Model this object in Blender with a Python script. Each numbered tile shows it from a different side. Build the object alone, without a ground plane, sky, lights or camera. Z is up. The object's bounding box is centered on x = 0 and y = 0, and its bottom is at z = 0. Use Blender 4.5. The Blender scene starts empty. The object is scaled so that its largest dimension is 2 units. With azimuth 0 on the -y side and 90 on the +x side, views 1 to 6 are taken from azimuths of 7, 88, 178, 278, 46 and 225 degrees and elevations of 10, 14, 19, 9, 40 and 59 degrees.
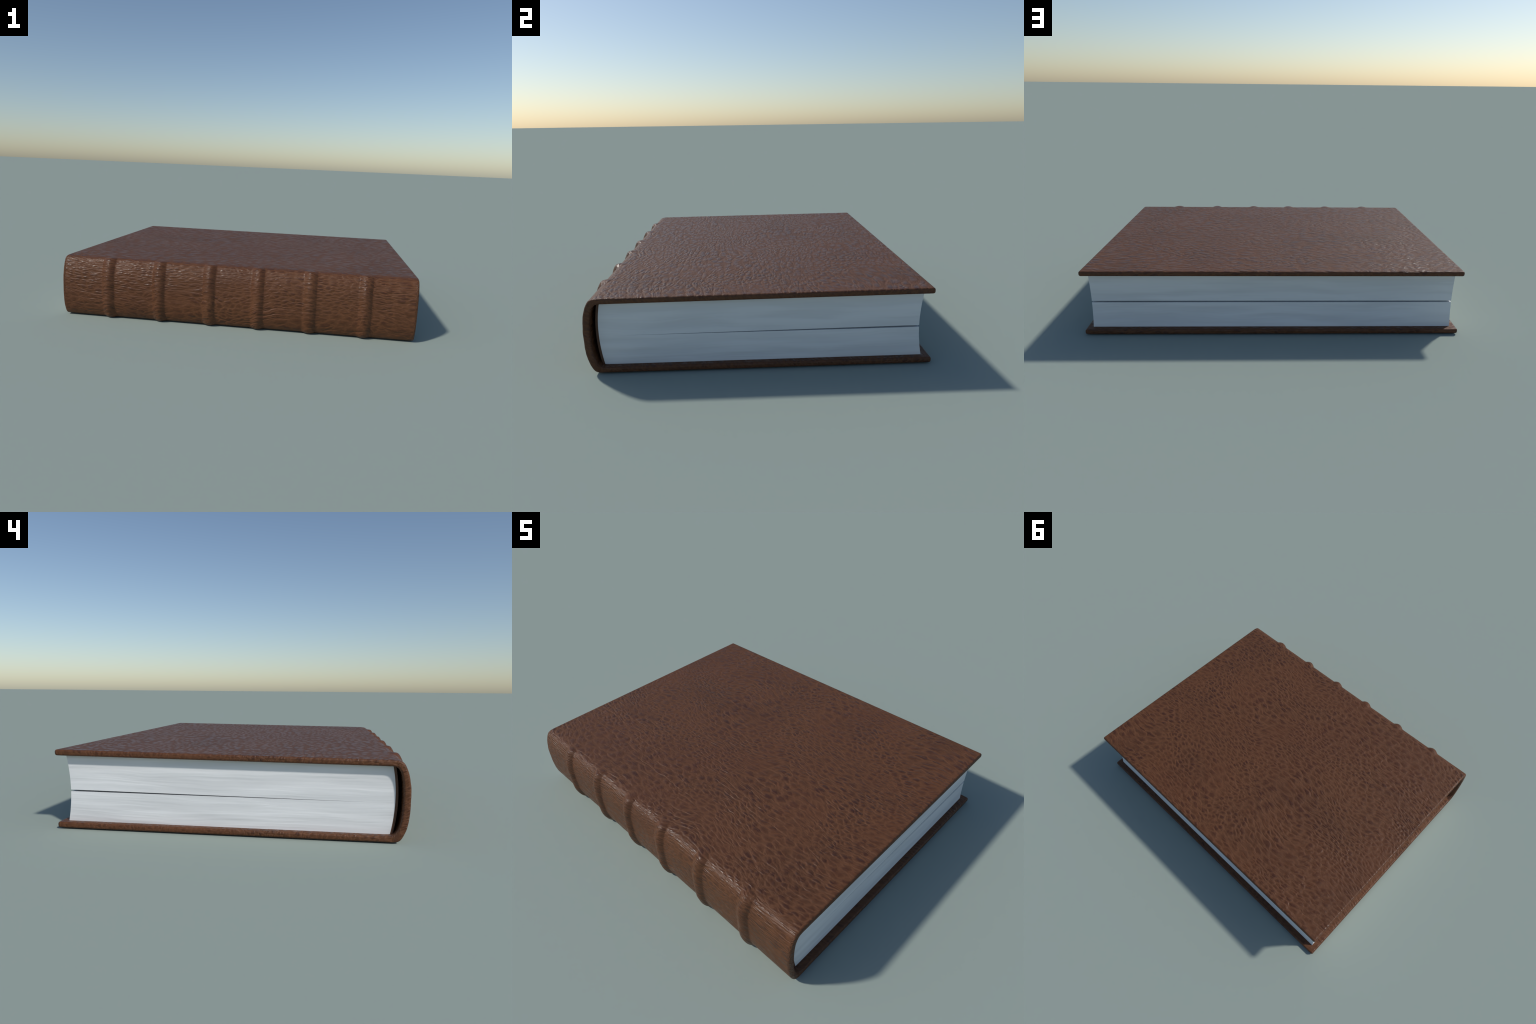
import bpy, math
from mathutils import Vector, noise

# ------------------------------------------------------------------ sizes (m)
X_END = 1.0            # head / tail of the binding
Y_FORE = 0.7845        # fore edge of the boards
THICK = 0.3596         # whole book at the fore edge
SAG = 0.0085           # the upper board sinks this much towards the spine
BASE = 0.0020          # lower board floats on the ends of the bands
BOARD = 0.0270         # board thickness
EDGE_R = 0.0098        # rounding of the board edges
BAND_X = (-0.725, -0.427, -0.137, 0.137, 0.427, 0.725)
BAND_HALF = 0.038
BAND_RISE = 0.0165

PAGE_X = 0.965         # pages stop short of the boards
PAGE_LO = BASE + BOARD - 0.0004


def board_top(y):
    """Height of the upper board's outer face."""
    return THICK - SAG * (Y_FORE - y) / (Y_FORE + 0.70)


def page_top(y):
    return board_top(y) - BOARD + 0.0004


def split_z(y):
    """Height of the crack where the block falls open a little."""
    return 0.1655 + 0.0040 * (y + 0.7) / 1.44


def link(obj, parent=None):
    bpy.context.scene.collection.objects.link(obj)
    if parent is not None:
        obj.parent = parent
    return obj


# ------------------------------------------------------------------ curves
def spline(pts, per):
    """Catmull-Rom through the control points, `per` steps in each span."""
    out = []
    n = len(pts)
    for i in range(n - 1):
        p0, p1, p2, p3 = (Vector(pts[max(i - 1, 0)]), Vector(pts[i]),
                          Vector(pts[i + 1]), Vector(pts[min(i + 2, n - 1)]))
        for k in range(per):
            t = k / per
            out.append(0.5 * ((2 * p1) + (p2 - p0) * t
                              + (2 * p0 - 5 * p1 + 4 * p2 - p3) * t * t
                              + (3 * p1 - p0 - 3 * p2 + p3) * t ** 3))
    out.append(Vector(pts[-1]))
    return out


# outside and inside of the rounded back, (y, z), upper hinge to lower hinge
BACK_OUT = [(-0.680, 0.35085), (-0.700, 0.3502), (-0.7220, 0.3460), (-0.7390, 0.3338),
            (-0.7550, 0.2990), (-0.7650, 0.2555), (-0.7690, 0.2050), (-0.7692, 0.1650),
            (-0.7680, 0.1250), (-0.7640, 0.0880), (-0.7540, 0.0495), (-0.7375, 0.0160),
            (-0.7190, 0.0038), (-0.692, 0.0020)]
BACK_IN = [(-0.672, 0.32425), (-0.690, 0.3240), (-0.7060, 0.3205), (-0.7170, 0.3110),
           (-0.7275, 0.2900), (-0.7350, 0.2500), (-0.7378, 0.2050), (-0.7378, 0.1650),
           (-0.7362, 0.1250), (-0.7320, 0.0900), (-0.7235, 0.0600), (-0.7110, 0.0405),
           (-0.6970, 0.0316), (-0.676, 0.0293)]
PER = 6


def smooth01(t):
    t = min(max(t, 0.0), 1.0)
    return t * t * (3 - 2 * t)


def band_profile(x):
    best = 0.0
    for c in BAND_X:
        u = abs(x - c) / BAND_HALF
        if u < 1:
            best = max(best, (1 - u * u) ** 1.25)
    return best


# ------------------------------------------------------------------ leather case
def build_case(book, leather):
    out_back = spline(BACK_OUT, PER)
    in_back = spline(BACK_IN, PER)
    nb = len(out_back)

    # y stations along the boards, from the fore edge to the hinge
    yf = Y_FORE - EDGE_R
    nboard = 26
    outer, inner = [], []
    for k in range(nboard):
        t = k / nboard
        y = yf + (out_back[0].x - yf) * t
        outer.append(Vector((y, board_top(y))))
        y = yf + (in_back[0].x - yf) * t
        inner.append(Vector((y, board_top(y) - BOARD)))
    b0 = len(outer)
    outer += out_back
    inner += in_back
    b1 = len(outer) - 1
    for k in range(1, nboard + 1):
        t = k / nboard
        outer.append(Vector((out_back[-1].x + (yf - out_back[-1].x) * t, BASE)))
        inner.append(Vector((in_back[-1].x + (yf - in_back[-1].x) * t, BASE + BOARD)))
    n = len(outer)

    # outward direction of the outer path and how far the bands reach round it
    nrm, mask, side = [], [], []
    for i in range(n):
        d = outer[min(i + 1, n - 1)] - outer[max(i - 1, 0)]
        out = Vector((d.y, -d.x)).normalized()
        if out.y > 0:      # near the upper hinge the cords push back, not up
            out = (out + Vector((-1.6, 0)) * out.y).normalized()
        nrm.append(out)
        a = smooth01((i - b0 - 0.6 * PER) / (2.0 * PER))
        b = smooth01((b1 - 0.33 * PER - i) / (2.3 * PER))
        mask.append(a * b if b0 < i < b1 else 0.0)
        side.append(smooth01((i - b0 - 2 * PER) / (2 * PER))
                    * smooth01((b1 - 2 * PER - i) / (2 * PER)))

    # x stations: dense on the bands and at the rounded ends
    xs = set()
    for k in range(-150, 151):
        xs.add(round(k / 150 * (X_END - EDGE_R), 5))
    for c in BAND_X:
        xs = {x for x in xs if abs(x - c) > BAND_HALF + 0.006}
        for k in range(-10, 11):
            xs.add(round(c + BAND_HALF * k / 10, 5))
    xs = sorted(xs)
    stations = [(x, 0.0) for x in xs]
    arc = 7
    lo, hi = [], []
    for k in range(1, arc + 1):
        a = math.pi / 2 * k / arc
        lo.append((-(X_END - EDGE_R) - EDGE_R * math.sin(a), EDGE_R * (1 - math.cos(a))))
        hi.append(((X_END - EDGE_R) + EDGE_R * math.sin(a), EDGE_R * (1 - math.cos(a))))
    stations = lo[::-1] + stations + hi

    fore = 5  # points per corner arc of the fore edge

    def fore_points(z_lo, z_hi, inset, start_high):
        """Rounded fore edge of one board between (not including) its two flats."""
        r = EDGE_R - inset
        pts = []
        for zc, a0, a1 in ((z_hi - EDGE_R, 90, 0), (z_lo + EDGE_R, 0, -90)):
            for k in range(fore + 1):
                a = math.radians(a0 + (a1 - a0) * k / fore)
                pts.append(Vector((yf + r * math.cos(a), zc + r * math.sin(a))))
        pts = pts[1:-1]
        return pts if start_high else pts[::-1]

    # each section is one closed loop: outer path, lower fore edge, inner path back,
    # upper fore edge
    verts, region_of_row = [], []
    m = None
    for x, inset in stations:
        loop = []
        o_pts, i_pts = [], []
        for i in range(n):
            across = inner[i] - outer[i]
            # boards: straight inwards, back: across the thickness
            step = across.normalized() * inset
            if i < b0 or i > b1:
                step = Vector((0, math.copysign(inset, across.y)))
            push = 0.0
            if b0 < i < b1:     # cords under the leather, and its lumps and dents
                z = outer[i].y
                wander = 0.0035 * noise.noise(Vector((round(x * 3.4) * 9.1, z * 14, 2.0)))
                uneven = 1.0 + 0.13 * noise.noise(Vector((x * 20, z * 22, 7.0)))
                push = BAND_RISE * band_profile(x + wander) * uneven * mask[i]
                lump = noise.noise(Vector((x * 9, z * 24, 4.0))) \
                    + 0.6 * noise.noise(Vector((x * 22, z * 60, 1.0)))
                push += 0.0011 * lump * side[i]
            o_pts.append(outer[i] + step + nrm[i] * push)
            i_pts.append(inner[i] - step)
        low = fore_points(BASE, BASE + BOARD, inset, False)           # bottom flat -> inner flat
        top = fore_points(board_top(yf) - BOARD, board_top(yf), inset, False)  # inner flat -> top flat
        loop = o_pts + low + i_pts[::-1] + top
        m = len(loop)
        verts += [(x, p.x, p.y) for p in loop]

    nl, nt = len(low), len(top)
    FRONT, SPINE, BACK = "front_cover", "spine", "back_cover"
    s0, s1 = b0 + PER, b1 - PER     # seam between boards and spine

    def row_region(j):              # region of the strip j -> j+1 of the loop
        if j < n - 1:
            i = j + 0.5
        elif j < n + nl:
            return BACK
        elif j < 2 * n + nl - 1:
            i = n - 1 - (j - n - nl) - 0.5
        else:
            return FRONT
        return FRONT if i < s0 else (BACK if i > s1 else SPINE)

    faces, tags = [], []
    ns = len(stations)
    for s in range(ns - 1):
        xm = 0.5 * (stations[s][0] + stations[s + 1][0])
        band = None
        for bi, c in enumerate(BAND_X):
            if abs(xm - c) < BAND_HALF:
                band = bi
        for j in range(m):
            k = (j + 1) % m
            faces.append((s * m + j, (s + 1) * m + j, (s + 1) * m + k, s * m + k))
            reg = row_region(j)
            if band is not None and reg == SPINE and j < n - 1:
                reg = ("raised_band", band)
            tags.append(reg)
    # flat ends of the binding
    for s, flip in ((0, False), (ns - 1, True)):
        base = s * m

        def inn(i):
            return base + n + nl + (n - 1 - i)
        for i in range(n - 1):
            f = (base + i, base + i + 1, inn(i + 1), inn(i))
            faces.append(f[::-1] if flip else f)
            i2 = i + 0.5
            tags.append(FRONT if i2 < s0 else (BACK if i2 > s1 else SPINE))
        f = [base + n - 1 + q for q in range(nl + 2)]
        faces.append(tuple(f[::-1] if flip else f))
        tags.append(BACK)
        f = [base + 2 * n + nl - 1 + q for q in range(nt + 1)] + [base]
        faces.append(tuple(f[::-1] if flip else f))
        tags.append(FRONT)

    whole = bpy.data.meshes.new("whole_case")
    whole.from_pydata(verts, [], faces)
    whole.update()
    import bmesh
    bm = bmesh.new()
    bm.from_mesh(whole)
    bmesh.ops.recalc_face_normals(bm, faces=bm.faces)
    bm.to_mesh(whole)
    bm.free()
    face_list = [tuple(p.vertices) for p in whole.polygons]
    # area-weighted vertex normals of the whole case
    acc = [Vector() for _ in verts]
    for p in whole.polygons:
        for v in p.vertices:
            acc[v] += p.normal * p.area
    normals = [a.normalized() for a in acc]
    bpy.data.meshes.remove(whole)

    groups = {}
    for f, t in zip(face_list, tags):
        groups.setdefault(t, []).append(f)

    def piece(tag, name, parent):
        used, fs = {}, []
        for f in groups[tag]:
            fs.append([used.setdefault(v, len(used)) for v in f])
        me = bpy.data.meshes.new(name)
        me.from_pydata([verts[v] for v in used], [], fs)
        me.polygons.foreach_set("use_smooth", [True] * len(me.polygons))
        me.update()
        me.normals_split_custom_set_from_vertices([normals[v] for v in used])
        me.materials.append(leather)
        return link(bpy.data.objects.new(name, me), parent)

    piece(FRONT, "front_cover", book)
    piece(BACK, "back_cover", book)
    spine = piece(SPINE, "spine", book)
    for bi in range(len(BAND_X)):
        piece(("raised_band", bi), "raised_band", spine)


# ------------------------------------------------------------------ pages
def fore_y(z):
    """Hollow fore edge of the pages."""
    u = (z - 0.178) / 0.150
    return 0.7300 + 0.0152 * u * u


def back_y(z):
    """Rounded back of the pages."""
    u = (z - 0.185) / (0.156 if z < 0.185 else 0.131)
    return -0.7115 + (0.0162 if u < 0 else 0.0135) * u * u


def ripple(along, z, seed):
    """Sheets do not lie perfectly flush: long, fine, nearly level ridges."""
    w = z + 0.006 * noise.noise(Vector((along * 1.3, z * 5, seed)))
    return (noise.noise(Vector((along * 0.9, w * 50, seed + 3.1))) * 0.9
            + noise.noise(Vector((along * 1.6, w * 120, seed + 8.4))) * 0.1)


def build_page_stack(book, paper, upper):
    """One half of the page block. The gap opens towards the fore edge."""
    nz, ny, nx = 64, 60, 70

    def height(t, y):
        gap = 0.0001 + 0.0042 * max(0.0, (y + 0.60) / 1.33)
        lo, hi = PAGE_LO, split_z(y) - gap
        if upper:
            lo, hi = split_z(y) + gap, page_top(y)
        return lo + (hi - lo) * t

    ring = []   # closed outline in plan: (kind, parameter)
    for k in range(ny):
        ring.append(("end", 1, k / ny))              # +x end, back to fore edge
    for k in range(nx):
        ring.append(("fore", 0, k / nx))             # fore edge, +x to -x
    for k in range(ny):
        ring.append(("end", -1, 1 - k / ny))         # -x end, fore edge to back
    for k in range(nx):
        ring.append(("back", 0, k / nx))

    verts, faces = [], []
    m = len(ring)
    for j in range(nz + 1):
        t = j / nz
        yb, yfz = back_y(height(t, -0.70)), fore_y(height(t, 0.74))
        for kind, sgn, u in ring:
            if kind == "end":
                y = yb + (yfz - yb) * u
                z0 = height(t, y)
                x = sgn * (PAGE_X + 0.0004 * ripple(y, z0, 1.7 * sgn))
            else:
                x = PAGE_X * (1 - 2 * u) * (1 if kind == "fore" else -1)
                z0 = height(t, 0.74 if kind == "fore" else -0.70)
                y = yfz + 0.0004 * ripple(x, z0, 5.5) if kind == "fore" else yb
            verts.append((x, y, height(t, y)))
    for j in range(nz):
        for k in range(m):
            k2 = (k + 1) % m
            faces.append((j * m + k, j * m + k2, (j + 1) * m + k2, (j + 1) * m + k))
    # outermost sheets: strips between the two ends, row by row of y
    for j, flip in ((0, True), (nz, False)):
        b = j * m
        plus = [b + k for k in range(ny + 1)]
        minus = [b + ny + nx + ny - k for k in range(ny + 1)]
        for k in range(ny):
            f = [plus[k], plus[k + 1], minus[k + 1], minus[k]]
            if k == 0:       # the row along the back carries its extra points
                f = [plus[0], plus[1], minus[1], minus[0]] + \
                    [b + 2 * ny + nx + q for q in range(1, nx)]
            if k == ny - 1:  # and so does the row along the fore edge
                f = [plus[k]] + [b + ny + q for q in range(nx + 1)] + [minus[k]]
            faces.append(tuple(f[::-1] if flip else f))
    me = bpy.data.meshes.new("page_stack")
    me.from_pydata(verts, [], faces)
    me.update()
    me.polygons.foreach_set("use_smooth", [True] * len(me.polygons))
    me.materials.append(paper)
    me.set_sharp_from_angle(angle=math.radians(40))
    return link(bpy.data.objects.new("page_stack", me), book)


def build_lining(book, mat):
    """Thin leather lining glued over the backs of the pages."""
    steps = 40
    t = 0.0095
    z_hi = page_top(-0.70)
    verts, faces = [], []
    for sgn in (-1, 1):
        for k in range(steps + 1):
            z = PAGE_LO + (z_hi - PAGE_LO) * k / steps
            verts.append((sgn * (PAGE_X + 0.0006), back_y(z) + 0.0015, z))
            verts.append((sgn * (PAGE_X + 0.0006), back_y(z) - t, z))
    half = 2 * (steps + 1)
    for k in range(steps):
        a, b, c, d = 2 * k, 2 * k + 1, 2 * k + 3, 2 * k + 2
        faces.append((a, d, c, b))
        faces.append((half + a, half + b, half + c, half + d))
        faces.append((a, half + a, half + d, d))
        faces.append((b, c, half + c, half + b))
    faces.append((0, 1, half + 1, half))
    e = 2 * steps
    faces.append((e, half + e, half + e + 1, e + 1))
    me = bpy.data.meshes.new("spine_lining")
    me.from_pydata(verts, [], faces)
    import bmesh
    bm = bmesh.new()
    bm.from_mesh(me)
    bmesh.ops.recalc_face_normals(bm, faces=bm.faces)
    bm.to_mesh(me)
    bm.free()
    me.polygons.foreach_set("use_smooth", [True] * len(me.polygons))
    me.set_sharp_from_angle(angle=math.radians(40))
    me.materials.append(mat)
    return link(bpy.data.objects.new("spine_lining", me), book)


# ------------------------------------------------------------------ materials
class Nodes:
    def __init__(self, name):
        self.mat = bpy.data.materials.new(name)
        self.mat.use_nodes = True
        self.t = self.mat.node_tree
        self.t.nodes.clear()

    def new(self, kind, **kw):
        nd = self.t.nodes.new(kind)
        for k, v in kw.items():
            setattr(nd, k, v)
        return nd

    def put(self, sock, v):
        if isinstance(v, bpy.types.NodeSocket):
            self.t.links.new(v, sock)
        elif v is not None:
            sock.default_value = v

    def math(self, op, a, b=None, c=None, clamp=False):
        nd = self.new("ShaderNodeMath", operation=op, use_clamp=clamp)
        for s, v in zip(nd.inputs, (a, b, c)):
            self.put(s, v)
        return nd.outputs[0]

    def vmath(self, op, a, b=None, scale=None):
        nd = self.new("ShaderNodeVectorMath", operation=op)
        self.put(nd.inputs[0], a)
        if b is not None:
            self.put(nd.inputs[1], b)
        if scale is not None:
            self.put(nd.inputs["Scale"], scale)
        return nd.outputs[0]

    def mapping(self, vec, scale=(1, 1, 1), loc=(0, 0, 0), rot=(0, 0, 0)):
        nd = self.new("ShaderNodeMapping")
        self.put(nd.inputs["Vector"], vec)
        nd.inputs["Scale"].default_value = scale
        nd.inputs["Location"].default_value = loc
        nd.inputs["Rotation"].default_value = rot
        return nd.outputs[0]

    def noise(self, vec, scale, detail=2.0, rough=0.5, dist=0.0, out="Fac"):
        nd = self.new("ShaderNodeTexNoise")
        self.put(nd.inputs["Vector"], vec)
        nd.inputs["Scale"].default_value = scale
        nd.inputs["Detail"].default_value = detail
        nd.inputs["Roughness"].default_value = rough
        nd.inputs["Distortion"].default_value = dist
        return nd.outputs[out]

    def voronoi(self, vec, scale, feature="F1", out="Distance", rand=1.0):
        nd = self.new("ShaderNodeTexVoronoi", feature=feature)
        self.put(nd.inputs["Vector"], vec)
        nd.inputs["Scale"].default_value = scale
        nd.inputs["Randomness"].default_value = rand
        return nd.outputs[out]

    def voronoi2(self, vec, scale, feature, out):
        nd = self.new("ShaderNodeTexVoronoi", feature=feature, voronoi_dimensions="2D")
        self.put(nd.inputs["Vector"], vec)
        nd.inputs["Scale"].default_value = scale
        return nd.outputs[out]

    def remap(self, v, a, b, c=0.0, d=1.0, smooth=True):
        nd = self.new("ShaderNodeMapRange",
                      interpolation_type="SMOOTHSTEP" if smooth else "LINEAR")
        self.put(nd.inputs["Value"], v)
        for s, k in zip(("From Min", "From Max", "To Min", "To Max"), (a, b, c, d)):
            nd.inputs[s].default_value = k
        return nd.outputs["Result"]

    def mix(self, fac, a, b, blend="MIX"):
        nd = self.new("ShaderNodeMix", data_type="RGBA", blend_type=blend)
        self.put(nd.inputs["Factor"], fac)
        self.put(nd.inputs["A"] if False else nd.inputs[6], a)
        self.put(nd.inputs[7], b)
        return nd.outputs[2]

    def bump(self, height, strength, dist, normal=None):
        nd = self.new("ShaderNodeBump")
        nd.inputs["Strength"].default_value = strength
        nd.inputs["Distance"].default_value = dist
        self.put(nd.inputs["Height"], height)
        if normal is not None:
            self.put(nd.inputs["Normal"], normal)
        return nd.outputs[0]

    def finish(self, color, rough, normal=None, spec=0.5):
        p = self.new("ShaderNodeBsdfPrincipled")
        self.put(p.inputs["Base Color"], color)
        self.put(p.inputs["Roughness"], rough)
        p.inputs["Specular IOR Level"].default_value = spec
        if normal is not None:
            self.put(p.inputs["Normal"], normal)
        o = self.new("ShaderNodeOutputMaterial")
        self.t.links.new(p.outputs[0], o.inputs["Surface"])
        return self.mat


def leather_material():
    n = Nodes("pebbled_leather")
    P = n.new("ShaderNodeTexCoord").outputs["Object"]
    sep = n.new("ShaderNodeSeparateXYZ")
    n.put(sep.inputs[0], P)
    x, y, z = sep.outputs
    # the hide is one flat piece bent round the back: unroll it to (x, s)
    over = n.remap(y, -0.735, -0.70, 1.0, 0.0)
    s = n.math("MULTIPLY_ADD", n.math("MULTIPLY", n.math("SUBTRACT", z, 0.351), 1.30), over, y)
    # and turned in over the board edges: the grain runs on down the edge
    drop = n.math("SUBTRACT", n.math("MULTIPLY_ADD", n.math("GREATER_THAN", z, 0.16), 0.3235, 0.0295), z)
    turn = n.math("MULTIPLY", n.remap(n.math("ABSOLUTE", x), 0.984, 0.996), n.math("SIGN", x))
    u = n.math("MULTIPLY_ADD", drop, n.math("MULTIPLY", turn, 2.3), x)
    s = n.math("MULTIPLY_ADD", drop, n.remap(y, 0.768, 0.780), s)
    comb = n.new("ShaderNodeCombineXYZ")
    for sock, v in zip(comb.inputs, (u, s, 0.0)):
        n.put(sock, v)
    F = comb.outputs[0]
    # slow drift of the grain direction, then a quicker wobble
    drift = n.vmath("SUBTRACT", n.noise(F, 1.5, 1.0, out="Color"), (0.5, 0.5, 0.5))
    wob = n.vmath("SUBTRACT", n.noise(F, 16.0, 2.0, out="Color"), (0.5, 0.5, 0.5))
    Q = n.vmath("ADD", F, n.vmath("SCALE", drift, scale=0.27))
    Q = n.vmath("ADD", Q, n.vmath("SCALE", wob, scale=0.027))
    Q = n.mapping(Q, scale=(0.47, 1.0, 1.0), rot=(0, 0, 0.06))
    # fine pebbles in some parts of the hide, coarse ones in others
    coarse = n.remap(n.noise(n.mapping(F, loc=(7, 3, 0)), 2.6, 1.0), 0.42, 0.60)

    def grain(feature, out):
        a = n.voronoi2(Q, 47.0, feature, out)
        b = n.voronoi2(Q, 34.0, feature, out)
        if out == "Color":
            return n.mix(coarse, a, b)
        return n.math("ADD", n.math("MULTIPLY", n.math("SUBTRACT", 1.0, coarse), a),
                      n.math("MULTIPLY", coarse, b))

    edge = grain("DISTANCE_TO_EDGE", "Distance")
    core = grain("F1", "Distance")
    cell = grain("F1", "Color")
    Q2 = n.mapping(Q, loc=(3.7, 1.9, 0.4), rot=(0, 0, 0.5))
    edge2 = n.voronoi2(Q2, 66.0, "DISTANCE_TO_EDGE", "Distance")
    pebble = n.remap(edge, 0.0, 0.30)
    small = n.remap(edge2, 0.0, 0.30)
    cs = n.new("ShaderNodeSeparateColor")
    n.put(cs.inputs[0], cell)
    # worn, smoother patches between the strongly pebbled ones
    patch = n.remap(n.noise(n.mapping(F, loc=(2, 4, 0)), 3.4, 2.0, 0.55), 0.34, 0.58)

    light = (0.124, 0.0490, 0.0200, 1)
    mid = (0.0900, 0.0350, 0.0142, 1)
    dark = (0.050, 0.0178, 0.0104, 1)
    net = n.math("MULTIPLY_ADD", small, 0.35, n.math("MULTIPLY", n.remap(edge, 0.0, 0.42), 0.65))
    net = n.math("MULTIPLY_ADD", n.noise(Q, 55.0, 2.0), 0.6, net)
    c = n.mix(n.remap(net, 0.30, 1.10), light, mid)
    # a dark pool in the middle of most pebbles, ragged and uneven
    rag = n.math("MULTIPLY_ADD", n.noise(n.mapping(P, scale=(0.7, 1, 1)), 80.0, 2.0), 0.5, core)
    pool = n.math("MULTIPLY", n.remap(rag, 0.46, 0.68, 1.0, 0.0),
                  n.remap(cs.outputs[0], 0.10, 0.85, 0.08, 1.0))
    pool = n.math("MULTIPLY", pool, n.math("MULTIPLY_ADD", patch, 0.62, 0.38))
    pool = n.math("MULTIPLY", pool, n.math("MULTIPLY_ADD", over, -0.22, 1.0))
    c = n.mix(n.math("MULTIPLY", pool, 0.86), c, dark)
    # red and tan clouds in the dye
    cloud = n.remap(n.noise(n.mapping(F, loc=(5, 2, 1)), 2.4, 2.0), 0.38, 0.66)
    c = n.mix(n.math("MULTIPLY", cloud, 0.30), c, (0.098, 0.0340, 0.0145, 1))
    # broad, soft lighter and darker areas
    broad = n.noise(n.mapping(F, loc=(1, 8, 0)), 3.0, 2.0)
    c = n.mix(n.remap(broad, 0.30, 0.50, 0.22, 0.0), c, (0.046, 0.0190, 0.0095, 1))
    c = n.mix(n.remap(broad, 0.50, 0.72, 0.0, 0.30), c, (0.128, 0.0480, 0.0195, 1))
    # long wavy stretch creases along the book, pale where they are deepest
    L = n.mapping(Q, scale=(0.28, 1.0, 1.0), rot=(0, 0, 0.12), loc=(0.3, 2.7, 0))
    lv = n.voronoi2(L, 28.0, "DISTANCE_TO_EDGE", "Distance")
    here = n.remap(n.noise(n.mapping(F, scale=(0.6, 1, 1)), 7.0, 2.0), 0.36, 0.58)
    crease = n.math("MULTIPLY", n.remap(lv, 0.0, 0.17, 1.0, 0.0), here)
    line = n.math("MULTIPLY", n.remap(lv, 0.0, 0.08, 1.0, 0.0), here)
    c = n.mix(n.math("MULTIPLY", line, 0.42), c, (0.132, 0.0530, 0.0230, 1))
    # fine fibre
    fib = n.noise(n.mapping(P, scale=(0.6, 1.4, 1.4)), 95.0, 2.0)
    c = n.mix(n.remap(fib, 0.40, 0.75, 0.0, 0.22), c, (0.140, 0.058, 0.024, 1))

    fine = n.noise(P, 190.0, 2.0)
    dome = n.remap(core, 0.0, 0.66, 1.0, 0.0)
    h = n.math("MULTIPLY_ADD", small, 0.16, n.math("MULTIPLY", pebble, 0.30))
    h = n.math("MULTIPLY_ADD", dome, 0.62, h)
    h = n.math("MULTIPLY_ADD", crease, n.math("MULTIPLY_ADD", over, -0.30, -0.48), h)
    h = n.math("MULTIPLY", h, n.math("MULTIPLY_ADD", patch, 0.45, 0.55))
    h = n.math("MULTIPLY_ADD", fine, 0.10, h)
    h = n.math("MULTIPLY", h, n.math("MULTIPLY_ADD", n.math("ABSOLUTE", turn), -0.12, 1.0))
    h = n.math("MULTIPLY", h, n.math("MULTIPLY_ADD", over, -0.12, 1.0))
    nb = n.bump(h, 0.62, 0.0042)
    rough = n.math("MULTIPLY_ADD", over, -0.05, n.remap(dome, 0.0, 0.8, 0.60, 0.39))
    return n.finish(c, rough, nb, 0.30)


def paper_material():
    n = Nodes("paper_edges")
    P = n.new("ShaderNodeTexCoord").outputs["Object"]
    w = n.vmath("SUBTRACT", n.noise(n.mapping(P, scale=(1.2, 1.2, 4.0)), 1.6, 2.0, out="Color"),
                (0.5, 0.5, 0.5))
    w = n.vmath("MULTIPLY", w, (0.0, 0.0, 0.060))
    Q = n.vmath("ADD", P, w)
    s1 = n.noise(n.mapping(Q, scale=(2.3, 2.3, 25.0)), 1.0, 2.0, 0.38)
    s2 = n.noise(n.mapping(Q, scale=(2.0, 2.0, 95.0), loc=(4, 1, 2)), 1.0, 2.0)
    streak = n.math("MULTIPLY_ADD", s2, 0.20, n.math("MULTIPLY", s1, 0.80))
    # pressed flat in places, fanned a little in others
    loose = n.remap(n.noise(n.mapping(P, scale=(1, 1, 5)), 3.0, 1.0), 0.30, 0.62, 0.45, 1.0)
    streak = n.math("MULTIPLY_ADD", n.math("SUBTRACT", streak, 0.5), loose, 0.5)
    c = n.mix(n.remap(streak, 0.36, 0.62), (0.685, 0.69, 0.695, 1), (0.765, 0.77, 0.775, 1))
    nb = n.bump(streak, 0.6, 0.010)
    return n.finish(c, 0.75, nb, 0.25)


def lining_material():
    n = Nodes("lining_leather")
    P = n.new("ShaderNodeTexCoord").outputs["Object"]
    c = n.mix(n.noise(P, 40.0, 3.0), (0.10, 0.045, 0.022, 1), (0.075, 0.033, 0.018, 1))
    return n.finish(c, 0.6, n.bump(n.noise(P, 90.0, 2.0), 0.3, 0.002), 0.4)


# ------------------------------------------------------------------ the book
book = link(bpy.data.objects.new("leather_book", None))
book.empty_display_size = 0.2
book["label"] = "thick brown leather bound book lying flat, six raised bands"
book["category"] = "book"

build_case(book, leather_material())
paper = paper_material()
build_page_stack(book, paper, False)
build_page_stack(book, paper, True)
build_lining(book, lining_material())
